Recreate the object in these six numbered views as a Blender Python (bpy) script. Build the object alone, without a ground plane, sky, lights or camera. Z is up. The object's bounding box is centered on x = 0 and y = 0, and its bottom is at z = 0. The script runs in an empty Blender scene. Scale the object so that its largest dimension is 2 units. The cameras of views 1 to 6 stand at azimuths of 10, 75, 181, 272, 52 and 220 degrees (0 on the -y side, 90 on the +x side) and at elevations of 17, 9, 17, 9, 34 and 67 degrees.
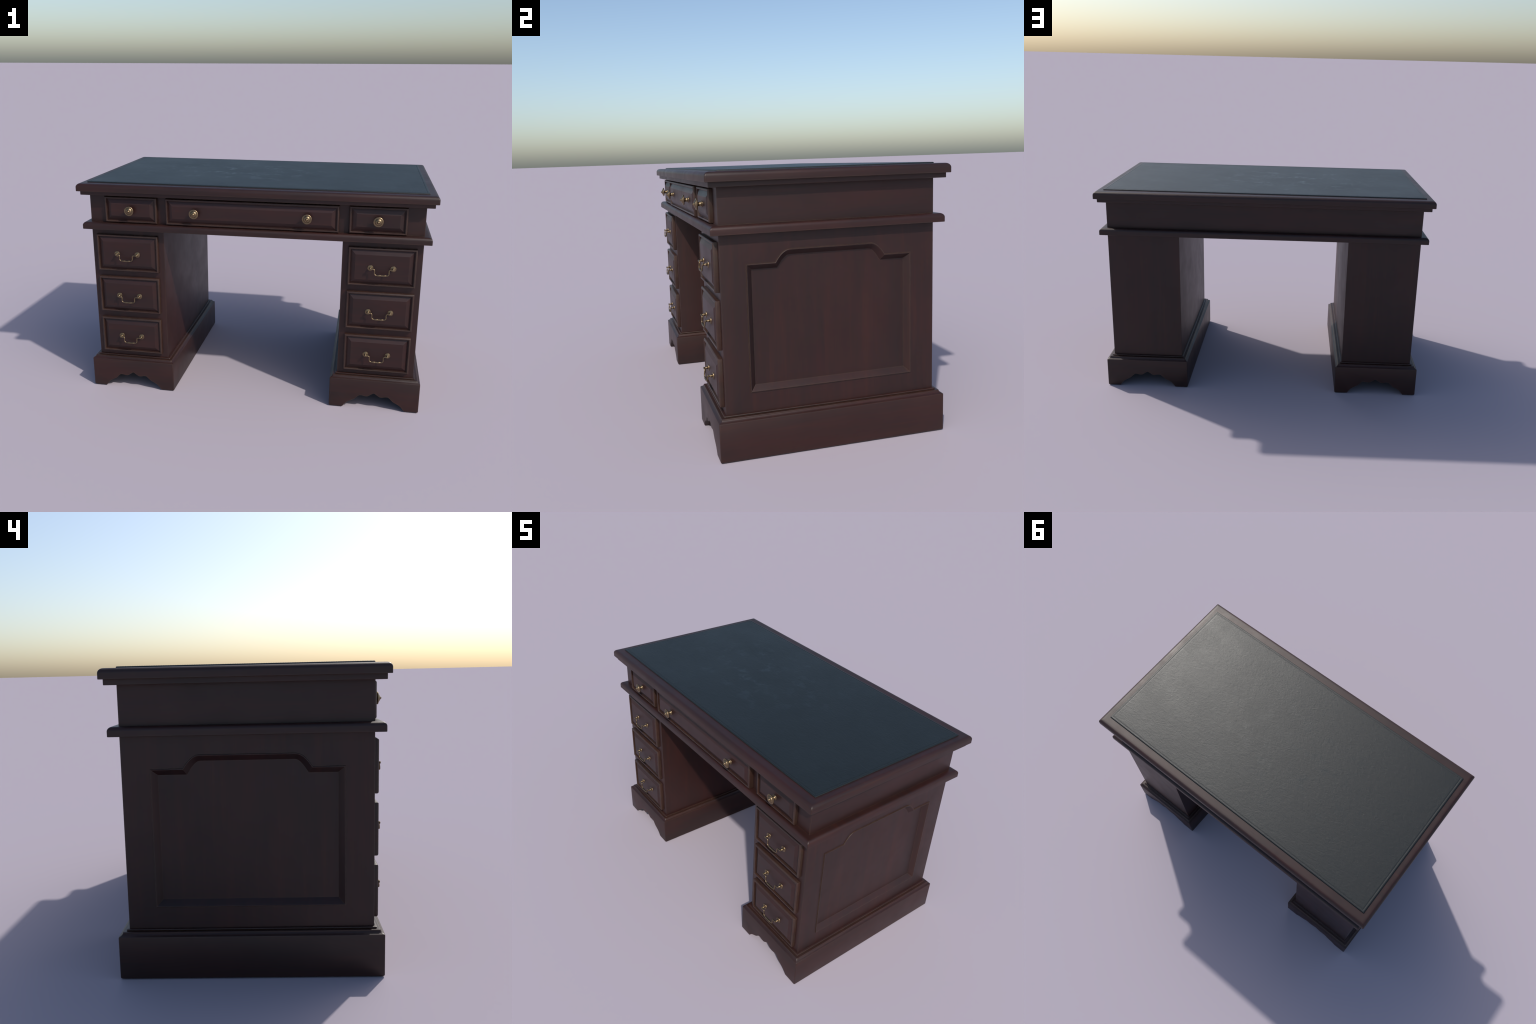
"""Twin-pedestal mahogany writing desk: leather inset top, three frieze drawers with
turned brass knobs, two pedestals of three drawers with swing bail handles, scalloped plinths."""
import bpy, bmesh, math, random
from mathutils import Vector, Matrix

random.seed(7)
TAU = math.tau

# ------------------------------------------------------------------ dimensions (metres)
TOP_X, TOP_Y0, TOP_Y1 = 1.000, -0.5520, 0.5675          # table top plan
TOP_Z0, TOP_Z1, TOP_R = 1.2205, 1.2635, 0.0200
LEA_X, LEA_Y0, LEA_Y1, LEA_Z = 0.953, -0.4920, 0.5048, 1.2692   # leather inset
SUB_X, SUB_Y0, SUB_Y1, SUB_Z0 = 0.9812, -0.5355, 0.5515, 1.1980  # fillet under the top
BOX_X, BOX_Y0, BOX_Y1 = 0.9418, -0.4950, 0.5090         # frieze and pedestal planes
WST_X, WST_Y0, WST_Y1 = 0.9812, -0.5355, 0.5480         # waist moulding
WST_Z0, WST_Z1, WST_R = 0.9980, 1.0375, 0.0180
PED_XI = 0.5092                                          # inner side of a pedestal
PED_XC = 0.5 * (PED_XI + BOX_X)
PLI_OUT, PLI_Z = 0.0390, 0.1800                          # plinth projection and height
MOULD_Z = 0.2025
FIELD_D = 0.0220                                         # how far a drawer's raised field stands proud
KNOB_Z = 1.1150
PEDESTAL_DRAWERS_Z = (0.8545, 0.5978, 0.3390)
PEDESTAL_DRAWER_W, PEDESTAL_DRAWER_H = 0.3690, 0.2205
FRIEZE_Z0, FRIEZE_Z1 = 1.0400, 1.1900


# ------------------------------------------------------------------ node helpers
def new_material(name):
    m = bpy.data.materials.new(name)
    m.use_nodes = True
    nt = m.node_tree
    nt.nodes.clear()
    out = nt.nodes.new('ShaderNodeOutputMaterial')
    b = nt.nodes.new('ShaderNodeBsdfPrincipled')
    nt.links.new(b.outputs[0], out.inputs[0])
    return m, nt, b


def node(nt, kind, **kw):
    n = nt.nodes.new(kind)
    for k, v in kw.items():
        setattr(n, k, v)
    return n


def noise(nt, vec, scale, detail=4.0, rough=0.55, distortion=0.0):
    n = node(nt, 'ShaderNodeTexNoise')
    n.inputs['Scale'].default_value = scale
    n.inputs['Detail'].default_value = detail
    n.inputs['Roughness'].default_value = rough
    n.inputs['Distortion'].default_value = distortion
    nt.links.new(vec, n.inputs['Vector'])
    return n.outputs['Fac']


def ramp(nt, fac, stops):
    r = node(nt, 'ShaderNodeValToRGB')
    cr = r.color_ramp
    while len(cr.elements) < len(stops):
        cr.elements.new(0.5)
    for e, (p, c) in zip(cr.elements, stops):
        e.position = p
        e.color = (c[0], c[1], c[2], 1.0) if not isinstance(c, (int, float)) else (c, c, c, 1.0)
    nt.links.new(fac, r.inputs[0])
    return r.outputs[0]


def mix(nt, fac, a, b, blend='MIX'):
    n = node(nt, 'ShaderNodeMix', data_type='RGBA', blend_type=blend)
    for key, sock in ((fac, n.inputs[0]), (a, n.inputs[6]), (b, n.inputs[7])):
        if isinstance(key, (int, float)):
            sock.default_value = key
        elif isinstance(key, tuple):
            sock.default_value = (*key, 1.0)
        else:
            nt.links.new(key, sock)
    return n.outputs[2]


def math_node(nt, op, a, b=None, clamp=False):
    n = node(nt, 'ShaderNodeMath', operation=op, use_clamp=clamp)
    for i, key in enumerate((a, b)):
        if key is None:
            continue
        if isinstance(key, (int, float)):
            n.inputs[i].default_value = key
        else:
            nt.links.new(key, n.inputs[i])
    return n.outputs[0]


def object_coords(nt, scale, seed_by_object=True, wrap=False):
    """Object coordinates; with wrap, boards that face sideways run their grain along y instead of x."""
    tc = node(nt, 'ShaderNodeTexCoord')
    mp = node(nt, 'ShaderNodeMapping')
    mp.inputs['Scale'].default_value = scale
    vec = tc.outputs['Object']
    if wrap:
        sp = node(nt, 'ShaderNodeSeparateXYZ')
        nt.links.new(vec, sp.inputs[0])
        sw = node(nt, 'ShaderNodeCombineXYZ')
        for i, o in enumerate((1, 0, 2)):
            nt.links.new(sp.outputs[o], sw.inputs[i])
        ge = node(nt, 'ShaderNodeNewGeometry')
        sn = node(nt, 'ShaderNodeSeparateXYZ')
        nt.links.new(ge.outputs['True Normal'], sn.inputs[0])
        side = math_node(nt, 'GREATER_THAN', math_node(nt, 'ABSOLUTE', sn.outputs[0]), 0.6)
        mx = node(nt, 'ShaderNodeMix', data_type='VECTOR')
        nt.links.new(side, mx.inputs[0])
        nt.links.new(vec, mx.inputs[4])
        nt.links.new(sw.outputs[0], mx.inputs[5])
        vec = mx.outputs[1]
    nt.links.new(vec, mp.inputs['Vector'])
    if seed_by_object:
        oi = node(nt, 'ShaderNodeObjectInfo')
        sh = math_node(nt, 'MULTIPLY', oi.outputs['Random'], 37.0)
        cb = node(nt, 'ShaderNodeCombineXYZ')
        for i in range(3):
            nt.links.new(sh, cb.inputs[i])
        nt.links.new(cb.outputs[0], mp.inputs['Location'])
    return mp.outputs[0]


def edge_mask(nt, radius, lo, hi):
    """1 on rounded-over edges where the polish is rubbed thin, 0 on the flats."""
    bv = node(nt, 'ShaderNodeBevel', samples=8)
    bv.inputs['Radius'].default_value = radius
    ge = node(nt, 'ShaderNodeNewGeometry')
    dt = node(nt, 'ShaderNodeVectorMath', operation='DOT_PRODUCT')
    nt.links.new(bv.outputs[0], dt.inputs[0])
    nt.links.new(ge.outputs['True Normal'], dt.inputs[1])
    mr = node(nt, 'ShaderNodeMapRange')
    nt.links.new(dt.outputs['Value'], mr.inputs[0])
    mr.inputs[1].default_value = hi
    mr.inputs[2].default_value = lo
    return mr.outputs[0]


def wood_material(name, axis, worn=0.0, edge=0.36):
    """Dark polished mahogany, grain along the given axis; worn shifts it to rubbed, paler wood."""
    m, nt, b = new_material(name)
    across, along = 26.0, 1.6
    sc = [across, across, across]
    sc['xyz'.index(axis)] = along
    grain = noise(nt, object_coords(nt, sc, True, axis == 'x'), 1.0, 5.0, 0.62, 0.6)
    sc2 = [130.0, 130.0, 130.0]
    sc2['xyz'.index(axis)] = 5.0
    fibre = noise(nt, object_coords(nt, sc2, True, axis == 'x'), 1.0, 3.0, 0.6)
    sc3 = [5.0, 5.0, 5.0]
    sc3['xyz'.index(axis)] = 1.8
    cloud = noise(nt, object_coords(nt, sc3, True, axis == 'x'), 1.0, 3.0, 0.55, 0.4)

    col_g = ramp(nt, grain, [(0.30, (0.0152, 0.0064, 0.0055)), (0.55, (0.0214, 0.0072, 0.0058)),
                             (0.78, (0.0352, 0.0098, 0.0062))])
    col_c = mix(nt, ramp(nt, cloud, [(0.40, 0.0), (0.68, 1.0)]), col_g, (0.0330, 0.0080, 0.0060))
    # blend halfway to keep the grain readable inside the red clouds
    col = mix(nt, 0.60, col_g, col_c)
    col = mix(nt, ramp(nt, fibre, [(0.35, 0.18), (0.60, 0.0)]), col, (0.0110, 0.0065, 0.0065))
    pale = (0.105, 0.074, 0.046)
    if worn > 0:
        wn = ramp(nt, noise(nt, object_coords(nt, (14, 14, 14)), 1.0, 4.0, 0.6),
                  [(0.30, 0.35 * worn), (0.70, worn)])
        col = mix(nt, wn, col, pale)
    if edge > 0:
        em = edge_mask(nt, 0.0070, 0.88, 0.997)
        er = ramp(nt, noise(nt, object_coords(nt, (11, 11, 11)), 1.0, 4.0, 0.6), [(0.25, 0.40 * edge), (0.75, edge)])
        col = mix(nt, math_node(nt, 'MULTIPLY', em, er), col, pale)
    nt.links.new(col, b.inputs['Base Color'])
    rg = ramp(nt, noise(nt, object_coords(nt, (7, 7, 7)), 1.0, 5.0, 0.6), [(0.3, 0.40), (0.7, 0.50)])
    nt.links.new(rg, b.inputs['Roughness'])
    b.inputs['Specular IOR Level'].default_value = 0.42
    bp = node(nt, 'ShaderNodeBump')
    bp.inputs['Strength'].default_value = 0.06
    bp.inputs['Distance'].default_value = 0.002
    nt.links.new(fibre, bp.inputs['Height'])
    nt.links.new(bp.outputs[0], b.inputs['Normal'])
    return m


def leather_material():
    m, nt, b = new_material('teal_leather')
    v1 = object_coords(nt, (1, 1, 1), False)
    cloud = noise(nt, v1, 3.2, 5.0, 0.6, 0.3)
    col = ramp(nt, cloud, [(0.32, (0.0050, 0.0074, 0.0074)), (0.70, (0.0068, 0.0096, 0.0096))])
    # rubbed, polished flecks gathered on the writing area
    tc = node(nt, 'ShaderNodeTexCoord')
    mp = node(nt, 'ShaderNodeMapping')
    mp.inputs['Location'].default_value = (0.28, -0.10, 0.0)
    mp.inputs['Scale'].default_value = (1.5, 2.2, 0.0)
    nt.links.new(tc.outputs['Object'], mp.inputs['Vector'])
    ln = node(nt, 'ShaderNodeVectorMath', operation='LENGTH')
    nt.links.new(mp.outputs[0], ln.inputs[0])
    area = ramp(nt, ln.outputs['Value'], [(0.25, 1.0), (0.95, 0.15)])
    fleck = ramp(nt, noise(nt, v1, 12.0, 7.0, 0.66, 0.4), [(0.54, 0.0), (0.66, 1.0)])
    rub = math_node(nt, 'MULTIPLY', area, fleck)
    col = mix(nt, math_node(nt, 'MULTIPLY', rub, 0.14), col, (0.0240, 0.0400, 0.0440))
    nt.links.new(col, b.inputs['Base Color'])
    rg = ramp(nt, cloud, [(0.30, 0.49), (0.70, 0.44)])
    rsub = math_node(nt, 'SUBTRACT', rg, math_node(nt, 'MULTIPLY', rub, 0.12))
    nt.links.new(rsub, b.inputs['Roughness'])
    b.inputs['Specular IOR Level'].default_value = 0.47
    # pebbled skin plus long shallow creases
    peb = noise(nt, v1, 95.0, 4.0, 0.6, 0.5)
    cre = noise(nt, object_coords(nt, (18, 44, 18), False), 1.0, 5.0, 0.6, 1.6)
    h = math_node(nt, 'ADD', math_node(nt, 'MULTIPLY', peb, 0.55), math_node(nt, 'MULTIPLY', cre, 1.0))
    bp = node(nt, 'ShaderNodeBump')
    bp.inputs['Strength'].default_value = 0.20
    bp.inputs['Distance'].default_value = 0.004
    nt.links.new(h, bp.inputs['Height'])
    nt.links.new(bp.outputs[0], b.inputs['Normal'])
    return m


def brass_material():
    m, nt, b = new_material('aged_brass')
    v = object_coords(nt, (60, 60, 60))
    col = ramp(nt, noise(nt, v, 1.0, 4.0, 0.6), [(0.32, (0.17, 0.125, 0.076)), (0.68, (0.26, 0.190, 0.112))])
    nt.links.new(col, b.inputs['Base Color'])
    b.inputs['Metallic'].default_value = 1.0
    rg = ramp(nt, noise(nt, v, 2.0, 3.0, 0.6), [(0.3, 0.33), (0.7, 0.46)])
    nt.links.new(rg, b.inputs['Roughness'])
    return m


WOOD_X = wood_material('mahogany_grain_lengthwise', 'x')
WOOD_Z = wood_material('mahogany_grain_upright', 'z')
WOOD_WORN = wood_material('mahogany_rubbed_moulding', 'x', worn=0.20, edge=0.0)
LEATHER = leather_material()
BRASS = brass_material()


# ------------------------------------------------------------------ mesh helpers
def finish(bm, name, mat, parent, angle=32.0, recalc=True, location=(0, 0, 0)):
    if recalc:
        bmesh.ops.recalc_face_normals(bm, faces=bm.faces)
    me = bpy.data.meshes.new(name)
    bm.to_mesh(me)
    bm.free()
    me.materials.append(mat)
    for p in me.polygons:
        p.use_smooth = True
    me.set_sharp_from_angle(angle=math.radians(angle))
    ob = bpy.data.objects.new(name, me)
    bpy.context.scene.collection.objects.link(ob)
    if parent:
        ob.parent = parent
    ob.location = location
    return ob


def instance(src, parent, location):
    ob = src.copy()
    bpy.context.scene.collection.objects.link(ob)
    ob.parent = parent
    ob.location = location
    return ob


def rounded_rect(x0, x1, y0, y1, r, n=4):
    pts = []
    for cx, cy, a0 in ((x1 - r, y1 - r, 0.0), (x0 + r, y1 - r, 0.25), (x0 + r, y0 + r, 0.5), (x1 - r, y0 + r, 0.75)):
        for i in range(n + 1):
            a = TAU * (a0 + 0.25 * i / n)
            pts.append((cx + r * math.cos(a), cy + r * math.sin(a)))
    return pts


def loft(bm, rings, cap0=True, cap1=True):
    loops = [[bm.verts.new(p) for p in ring] for ring in rings]
    n = len(loops[0])
    for a, b in zip(loops, loops[1:]):
        for i in range(n):
            bm.faces.new((a[i], a[(i + 1) % n], b[(i + 1) % n], b[i]))
    if cap0:
        bm.faces.new(loops[0][::-1])
    if cap1:
        bm.faces.new(loops[-1])
    return loops


def slab(name, x0, x1, y0, y1, profile, mat, parent, r=0.003, angle=32.0):
    """Solid with mitred mouldings: profile is (outset, z) from the bottom face to the top face."""
    bm = bmesh.new()
    rings = []
    for o, z in profile:
        rr = max(0.0006, r + min(0.0, o) * 0.0)
        rings.append([(x, y, z) for x, y in rounded_rect(x0 - o, x1 + o, y0 - o, y1 + o, rr)])
    loft(bm, rings)
    return finish(bm, name, mat, parent, angle)


def quarter(o0, z0, r, n=7):
    """Quarter round going from the vertical face (o0, z0) over to the flat top."""
    return [(o0 - r + r * math.cos(TAU / 4 * i / n), z0 + r * math.sin(TAU / 4 * i / n)) for i in range(n + 1)]


def lathe(bm, profile, axis_origin, seg=28):
    """Turned solid about -y: profile is (distance out along -y, radius)."""
    ox, oy, oz = axis_origin
    rings = []
    for t, r in profile:
        r = max(r, 1e-4)
        rings.append([(ox + r * math.cos(TAU * i / seg), oy - t, oz + r * math.sin(TAU * i / seg)) for i in range(seg)])
    loft(bm, rings)


def tube(bm, path, radii, seg=12):
    rings = []
    pts = [Vector(p) for p in path]
    up = Vector((0.0, 1.0, 0.0))
    for i, p in enumerate(pts):
        t = (pts[min(i + 1, len(pts) - 1)] - pts[max(i - 1, 0)]).normalized()
        n = (up - t * up.dot(t)).normalized()
        bnm = t.cross(n)
        rings.append([tuple(p + radii[i] * (n * math.cos(TAU * k / seg) + bnm * math.sin(TAU * k / seg)))
                      for k in range(seg)])
    loft(bm, rings)


def offset_polygon(pts, d):
    """Mitred inward offset of a counter-clockwise polygon."""
    out = []
    n = len(pts)
    for i in range(n):
        p0, p1, p2 = Vector(pts[i - 1]), Vector(pts[i]), Vector(pts[(i + 1) % n])
        e1, e2 = (p1 - p0).normalized(), (p2 - p1).normalized()
        n1, n2 = Vector((-e1.y, e1.x)), Vector((-e2.y, e2.x))
        k = n1 + n2
        out.append(tuple(p1 + k * (d / (1.0 + n1.dot(n2)))))
    return out


# ------------------------------------------------------------------ the desk
desk = bpy.data.objects.new('pedestal_desk', None)
bpy.context.scene.collection.objects.link(desk)
desk['label'] = 'dark mahogany pedestal desk with teal leather top and brass handles'
desk['category'] = 'desk'

# --- table top
top_profile = ([(-0.05, TOP_Z0), (-0.0012, TOP_Z0), (0.0, TOP_Z0 + 0.0012), (0.0, TOP_Z0 + 0.010)]
               + quarter(0.0, TOP_Z1 - TOP_R, TOP_R)[0:] + [(-0.030, TOP_Z1)])
tabletop = slab('tabletop', -TOP_X, TOP_X, TOP_Y0, TOP_Y1, top_profile, WOOD_X, desk, r=0.006)

# --- leather inset: a thin skin with a pressed line near its rim
lea_h = LEA_Z - TOP_Z1
lea = [(0.0, TOP_Z1 - 0.001), (0.0, LEA_Z - 0.0026), (-0.0010, LEA_Z - 0.0010), (-0.0032, LEA_Z - 0.0002), (-0.0060, LEA_Z),
       (-0.0105, LEA_Z), (-0.0122, LEA_Z - 0.0004), (-0.0136, LEA_Z - 0.0004), (-0.0155, LEA_Z), (-0.022, LEA_Z), (-0.060, LEA_Z)]
leather = slab('leather_inset', -LEA_X, LEA_X, LEA_Y0, LEA_Y1, lea, LEATHER, tabletop, r=0.0015, angle=50)

# --- stitches along the pressed line
bm = bmesh.new()
inset, pitch, slen, srad = 0.0129, 0.0092, 0.0062, 0.0008
sx, sy0, sy1 = LEA_X - inset, LEA_Y0 + inset, LEA_Y1 - inset


def stitch(cx, cy, ang):
    c, s = math.cos(ang), math.sin(ang)
    rings = []
    for f, k in ((-0.5, 0.35), (-0.32, 0.9), (0.0, 1.0), (0.32, 0.9), (0.5, 0.35)):
        ring = []
        for j in range(6):
            a = TAU * j / 6
            w, h = srad * k * math.cos(a), srad * k * math.sin(a)
            ring.append((cx + c * f * slen - s * w, cy + s * f * slen + c * w, LEA_Z - 0.0003 + h))
        rings.append(ring)
    loft(bm, rings)


nx = int(2 * sx / pitch)
for i in range(nx):
    x = -sx + (i + 0.5) * 2 * sx / nx
    for y in (sy0, sy1):
        stitch(x, y, random.uniform(0.05, 0.22))
ny = int((sy1 - sy0) / pitch)
for i in range(ny):
    y = sy0 + (i + 0.5) * (sy1 - sy0) / ny
    for x in (-sx, sx):
        stitch(x, y, TAU / 4 + random.uniform(0.05, 0.22))
stitching = finish(bm, 'stitching', LEATHER, tabletop, 60)
stitching['kind'] = 'stuff'

# --- fillet under the top, frieze box, waist moulding
slab('cornice_fillet', -SUB_X, SUB_X, SUB_Y0, SUB_Y1,
     [(-0.02, SUB_Z0), (-0.0015, SUB_Z0), (0.0, SUB_Z0 + 0.0015), (0.0, TOP_Z0 + 0.0005)], WOOD_X, desk)
frieze = slab('frieze', -BOX_X, BOX_X, BOX_Y0, BOX_Y1,
              [(0.0, WST_Z1 - 0.0005), (0.0, SUB_Z0 + 0.0005)], WOOD_X, desk, r=0.0025)
slab('waist_moulding', -WST_X, WST_X, WST_Y0, WST_Y1,
     [(-0.03, WST_Z0), (-0.0012, WST_Z0), (0.0, WST_Z0 + 0.0012), (0.0, WST_Z0 + 0.010)]
     + quarter(0.0, WST_Z1 - WST_R, WST_R) + [(-0.03, WST_Z1)], WOOD_X, desk, r=0.005)


# --- pedestals
def panel_outline():
    """Shouldered panel with a raised, round-shouldered head; (y, z), counter-clockwise from +x."""
    yc, hw, z0, z1 = 0.0066, 0.3872, 0.2920, 0.8645
    sh, ty, tz, cy = 0.2575, 0.188, 0.9193, 0.2240
    right = []
    for i in range(13):
        t = i / 12
        right.append(((1 - t) ** 2 * sh + 2 * t * (1 - t) * cy + t * t * ty,
                      (1 - t) ** 2 * z1 + 2 * t * (1 - t) * tz + t * t * tz))
    pts = [(-hw, z0), (hw, z0), (hw, z1)] + right + [(-y, z) for y, z in reversed(right)] + [(-hw, z1)]
    return [(y + yc, z) for y, z in pts]


def pedestal(side):
    """side = +1 (towards +x) or -1."""
    z0, z1 = 0.150, WST_Z0 + 0.0005
    bm = bmesh.new()
    ring = rounded_rect(PED_XI, BOX_X, BOX_Y0, BOX_Y1, 0.003, 3)
    lo = [bm.verts.new((side * x, y, z0)) for x, y in ring]
    hi = [bm.verts.new((side * x, y, z1)) for x, y in ring]
    n = len(ring)
    for i in range(n):
        j = (i + 1) % n
        if abs(ring[i][0] - BOX_X) < 1e-6 and abs(ring[j][0] - BOX_X) < 1e-6 and abs(ring[i][1] - ring[j][1]) > 0.5:
            # outer side: a frame around the sunk panel
            steps = [(0.0, 0.0), (0.0004, -0.0030), (0.0012, -0.0044), (0.0026, -0.0050), (0.0042, -0.0048), (0.0056, -0.0036), (0.0275, 0.0195)]
            outline = panel_outline()
            loops = []
            for ins, dep in steps:
                loops.append([bm.verts.new((side * (BOX_X - dep), y, z)) for y, z in offset_polygon(outline, ins)])
            m = len(outline)
            edges = [bm.edges.new((loops[0][k], loops[0][(k + 1) % m])) for k in range(m)]
            quad = [lo[i], lo[j], hi[j], hi[i]]
            for k in range(4):
                a, c = quad[k], quad[(k + 1) % 4]
                edges.append(bm.edges.get((a, c)) or bm.edges.new((a, c)))
            bmesh.ops.triangle_fill(bm, use_beauty=True, use_dissolve=False, edges=edges, normal=(side, 0, 0))
            for a, b in zip(loops, loops[1:]):
                for k in range(m):
                    bm.faces.new((a[k], a[(k + 1) % m], b[(k + 1) % m], b[k]))
            bm.faces.new(loops[-1])
        else:
            bm.faces.new((lo[i], lo[j], hi[j], hi[i]))
    bm.faces.new(lo[::-1])
    bm.faces.new(hi)
    return finish(bm, 'pedestal', WOOD_Z, desk, 25)


def scallop(xc):
    """Cut-out of the plinth board: cusped apron outline, left foot to right foot, as (x, z)."""
    half = [(0.1775, 0.0), (0.1755, 0.0035), (0.1640, 0.0190), (0.1530, 0.0315), (0.1420, 0.0395), (0.1270, 0.0475),
            (0.1110, 0.0560), (0.1000, 0.0660), (0.0910, 0.0760), (0.0830, 0.0820), (0.0740, 0.0842),
            (0.0640, 0.0830), (0.0530, 0.0800), (0.0430, 0.0788), (0.0330, 0.0805), (0.0230, 0.0870),
            (0.0120, 0.0950), (0.0040, 0.1000)]
    return [(xc - x, z) for x, z in half] + [(xc, 0.1012)] + [(xc + x, z) for x, z in reversed(half)]


def plinth(side, parent):
    xa, xb = sorted((side * PED_XI, side * BOX_X))
    rb = 0.0065
    prof = [(PLI_OUT - 0.008, 0.0), (PLI_OUT - rb + 0.001, 0.0), (PLI_OUT - 0.0028, 0.0010), (PLI_OUT - 0.0009, 0.0030), (PLI_OUT, rb),
            (PLI_OUT, PLI_Z - 0.0045), (PLI_OUT - 0.0008, PLI_Z - 0.0016), (PLI_OUT - 0.0030, PLI_Z + 0.0002),
            (0.0335, 0.1812), (0.0290, 0.1838), (0.0258, 0.1870), (0.0240, 0.1898),
            (0.0240, 0.1928), (0.0228, 0.1944), (0.0205, 0.1950), (0.0118, 0.1940), (0.0086, 0.1946),
            (0.0102, 0.1962), (0.0110, 0.1988), (0.0100, 0.2012), (0.0070, MOULD_Z), (-0.004, MOULD_Z)]
    bm = bmesh.new()
    loft(bm, [[(x, y, z) for x, y in rounded_rect(xa - o, xb + o, BOX_Y0 - o, BOX_Y1 + o, 0.0055)] for o, z in prof])
    ob = finish(bm, 'plinth', WOOD_X, parent, 30)
    x0, x1 = xa - PLI_OUT, xb + PLI_OUT
    y0, y1 = BOX_Y0 - PLI_OUT, BOX_Y1 + PLI_OUT
    # saw the cusped aprons through front and back, then hollow the box behind the boards
    arch = [(x, z) for x, z in scallop(0.5 * (x0 + x1))]
    arch = [(arch[0][0], -0.05)] + arch + [(arch[-1][0], -0.05)]
    th = 0.030
    hollow = [(x0 + th, -0.05), (x0 + th, 0.150), (x1 - th, 0.150), (x1 - th, -0.05)]
    for outline, ya, yb in ((arch, y0 - 0.05, y1 + 0.05), (hollow, y0 + th, y1 - th)):
        bm = bmesh.new()
        loft(bm, [[(x, ya, z) for x, z in outline], [(x, yb, z) for x, z in outline]])
        cutter = finish(bm, 'cutter', WOOD_X, None)
        md = ob.modifiers.new('saw', 'BOOLEAN')
        md.operation, md.solver, md.object = 'DIFFERENCE', 'EXACT', cutter
        bpy.context.view_layer.update()
        dg = bpy.context.evaluated_depsgraph_get()
        me = bpy.data.meshes.new_from_object(ob.evaluated_get(dg))
        ob.modifiers.clear()
        ob.data = me
        bpy.data.objects.remove(cutter, do_unlink=True)
    for p in ob.data.polygons:
        p.use_smooth = True
    ob.data.set_sharp_from_angle(angle=math.radians(30))
    return ob


# --- drawer fronts: local origin at the centre of the back face, facing -y
def drawer_front(name, w, h, parent, location, extra=0.0):
    """Raised-field drawer front inside a rounded bead frame; extra pushes the whole face forward."""
    def rings(profile):
        out = []
        for ins, dep in profile:
            r = 0.0012
            out.append([(x, -dep, z) for x, z in rounded_rect(-w / 2 + ins, w / 2 - ins, -h / 2 + ins, h / 2 - ins, r, 2)])
        return out
    bm = bmesh.new()
    e = extra
    loft(bm, rings([(0.0085, -0.002), (0.0085, 0.0105 + e), (0.0150, 0.0105 + e), (0.0400, FIELD_D + e)]))
    body = finish(bm, name, WOOD_X, parent, 8, location=location)
    # bead frame round the edge: big round-over outside, small one inside
    bm = bmesh.new()
    prof = [(0.0, 0.0002), (0.0, 0.0132 + e)]
    for i in range(1, 9):
        a = TAU / 4 * i / 8
        prof.append((0.0078 - 0.0078 * math.cos(a), 0.0132 + e + 0.0078 * math.sin(a)))
    for i in range(0, 7):
        a = TAU / 4 * i / 6
        prof.append((0.0080 + 0.0034 * math.sin(a), 0.0176 + e + 0.0034 * math.cos(a)))
    prof += [(0.0118, 0.0095 + e)]
    loft(bm, rings(prof), True, False)
    finish(bm, 'bead_moulding', WOOD_WORN, body, 40)
    return body


# turned knob, local origin on the drawer field, pointing -y
KNOB_LEN = 0.0430
bm = bmesh.new()
lathe(bm, [(-0.001, 0.0158), (0.0012, 0.0158), (0.0024, 0.0148), (0.0040, 0.0122), (0.0070, 0.0104), (0.0120, 0.0094),
           (0.0165, 0.0092), (0.0188, 0.0104), (0.0200, 0.0140), (0.0206, 0.0205), (0.0218, 0.0250), (0.0240, 0.0271),
           (0.0264, 0.0270), (0.0282, 0.0252), (0.0286, 0.0222), (0.0279, 0.0206), (0.0284, 0.0190), (0.0306, 0.0180),
           (0.0330, 0.0150), (0.0348, 0.0120), (0.0356, 0.0100), (0.0354, 0.0080), (0.0372, 0.0070), (0.0396, 0.0052),
           (0.0418, 0.0030), (KNOB_LEN, 0.0)], (0, 0, 0), 36)
knob_src = finish(bm, 'knob', BRASS, None, 40)

# rosette with its turned post, local origin on the drawer field
bm = bmesh.new()
lathe(bm, [(-0.001, 0.0165), (0.0010, 0.0165), (0.0022, 0.0158), (0.0032, 0.0128), (0.0040, 0.0088), (0.0052, 0.0062),
           (0.0068, 0.0062), (0.0088, 0.0072), (0.0110, 0.0073), (0.0132, 0.0062), (0.0148, 0.0044), (0.0178, 0.0036),
           (0.0196, 0.0046), (0.0216, 0.0056), (0.0238, 0.0054), (0.0254, 0.0036), (0.0260, 0.0)], (0, 0, 0), 24)
rosette_src = finish(bm, 'rosette', BRASS, None, 40)

# swing bail, local origin at the middle between the two posts on the drawer field
POST, BAIL_Y = 0.0614, -0.0222
ctrl = [(-POST + 0.001, 0.0), (-0.0500, 0.0), (-0.0425, -0.0012), (-0.0392, -0.0060), (-0.0386, -0.0125), (-0.0388, -0.0210),
        (-0.0374, -0.0272), (-0.0330, -0.0314), (-0.0270, -0.0330), (0.0, -0.0339)]
ctrl = ctrl + [(-x, z) for x, z in reversed(ctrl[:-1])]


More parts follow.
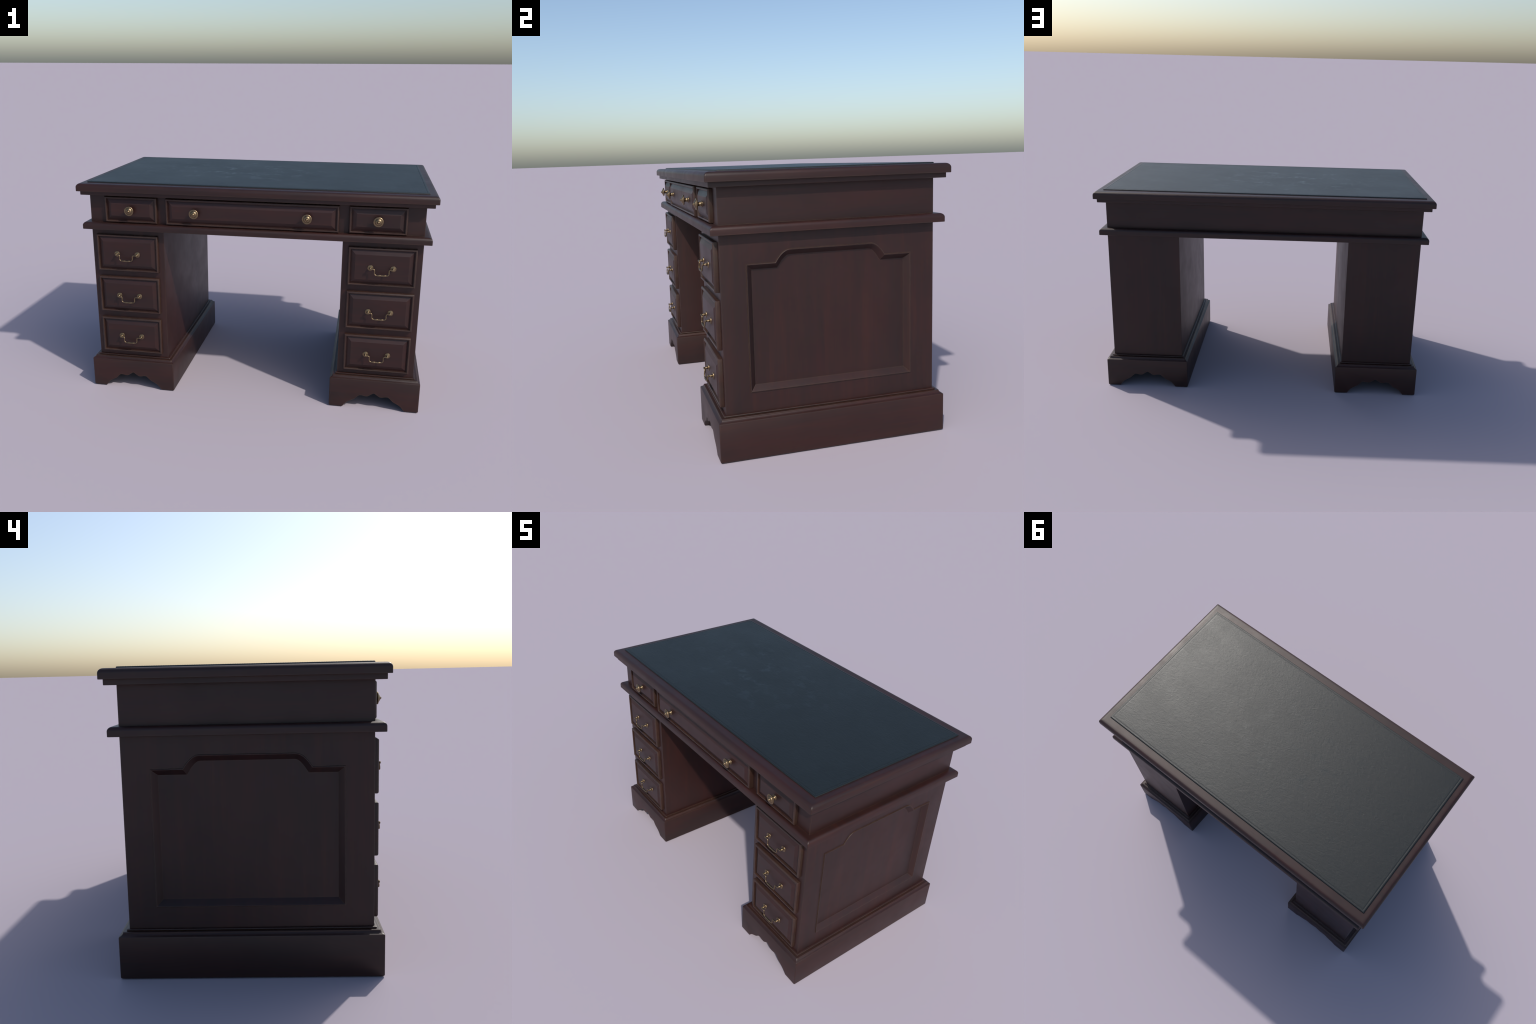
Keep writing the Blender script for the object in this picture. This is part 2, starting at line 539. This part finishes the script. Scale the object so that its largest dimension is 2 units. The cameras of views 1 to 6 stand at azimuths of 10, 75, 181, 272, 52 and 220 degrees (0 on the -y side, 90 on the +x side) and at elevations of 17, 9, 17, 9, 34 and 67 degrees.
def spline(pts, sub=8):
    out = []
    for i in range(len(pts) - 1):
        p0, p1, p2, p3 = (Vector(pts[max(i - 1, 0)]), Vector(pts[i]), Vector(pts[i + 1]),
                          Vector(pts[min(i + 2, len(pts) - 1)]))
        for k in range(sub):
            t = k / sub
            out.append(0.5 * ((2 * p1) + (p2 - p0) * t + (2 * p0 - 5 * p1 + 4 * p2 - p3) * t * t
                              + (3 * p1 - p0 - 3 * p2 + p3) * t ** 3))
    out.append(Vector(pts[-1]))
    return out


line = spline(ctrl, 10)
path, rad = [], []
for p in line:
    path.append((p.x, BAIL_Y - 0.10 * (-p.y), p.y))       # hangs slightly forward
    r = 0.0033
    ax = abs(p.x)
    if p.y < -0.0290:
        r = 0.0033 + 0.0021 * max(0.0, 1.0 - ((ax - 0.0125) / 0.0125) ** 2)  # two swellings on the grip
        if ax < 0.0024:
            r = 0.0052                                        # centre ring
    elif ax > 0.0530:
        r = 0.0038
    rad.append(r)
bm = bmesh.new()
tube(bm, path, rad, 12)
bail_src = finish(bm, 'bail_handle', BRASS, None, 50)

pedestals = {}
for side in (1, -1):
    ped = pedestal(side)
    plinth(side, ped)
    pedestals[side] = ped

first = True
drawer_src = None
for side in (1, -1):
    for zc in PEDESTAL_DRAWERS_Z:
        loc = (side * (PED_XC + 0.0012), BOX_Y0 - 0.0002, zc)
        drw = drawer_front('drawer', PEDESTAL_DRAWER_W, PEDESTAL_DRAWER_H, desk, loc)
        fy = -FIELD_D
        for sx_ in (-POST, POST):
            instance(rosette_src, drw, (sx_, fy, -0.0025))
        instance(bail_src, drw, (0.0, fy, -0.0025))

zc, hh = 0.5 * (FRIEZE_Z0 + FRIEZE_Z1), FRIEZE_Z1 - FRIEZE_Z0
for xc, w, knobs, extra in ((-0.6935, 0.3085, (0.0,), 0.0), (0.0, 0.9715, (-0.3145, 0.3145), 0.0075),
                            (0.6935, 0.3085, (0.0,), 0.0)):
    drw = drawer_front('drawer', w, hh, desk, (xc, BOX_Y0 - 0.0002, zc), extra)
    for kx in knobs:
        instance(knob_src, drw, (kx, -FIELD_D - extra, KNOB_Z - zc))

for src in (knob_src, rosette_src, bail_src):
    bpy.data.objects.remove(src, do_unlink=True)
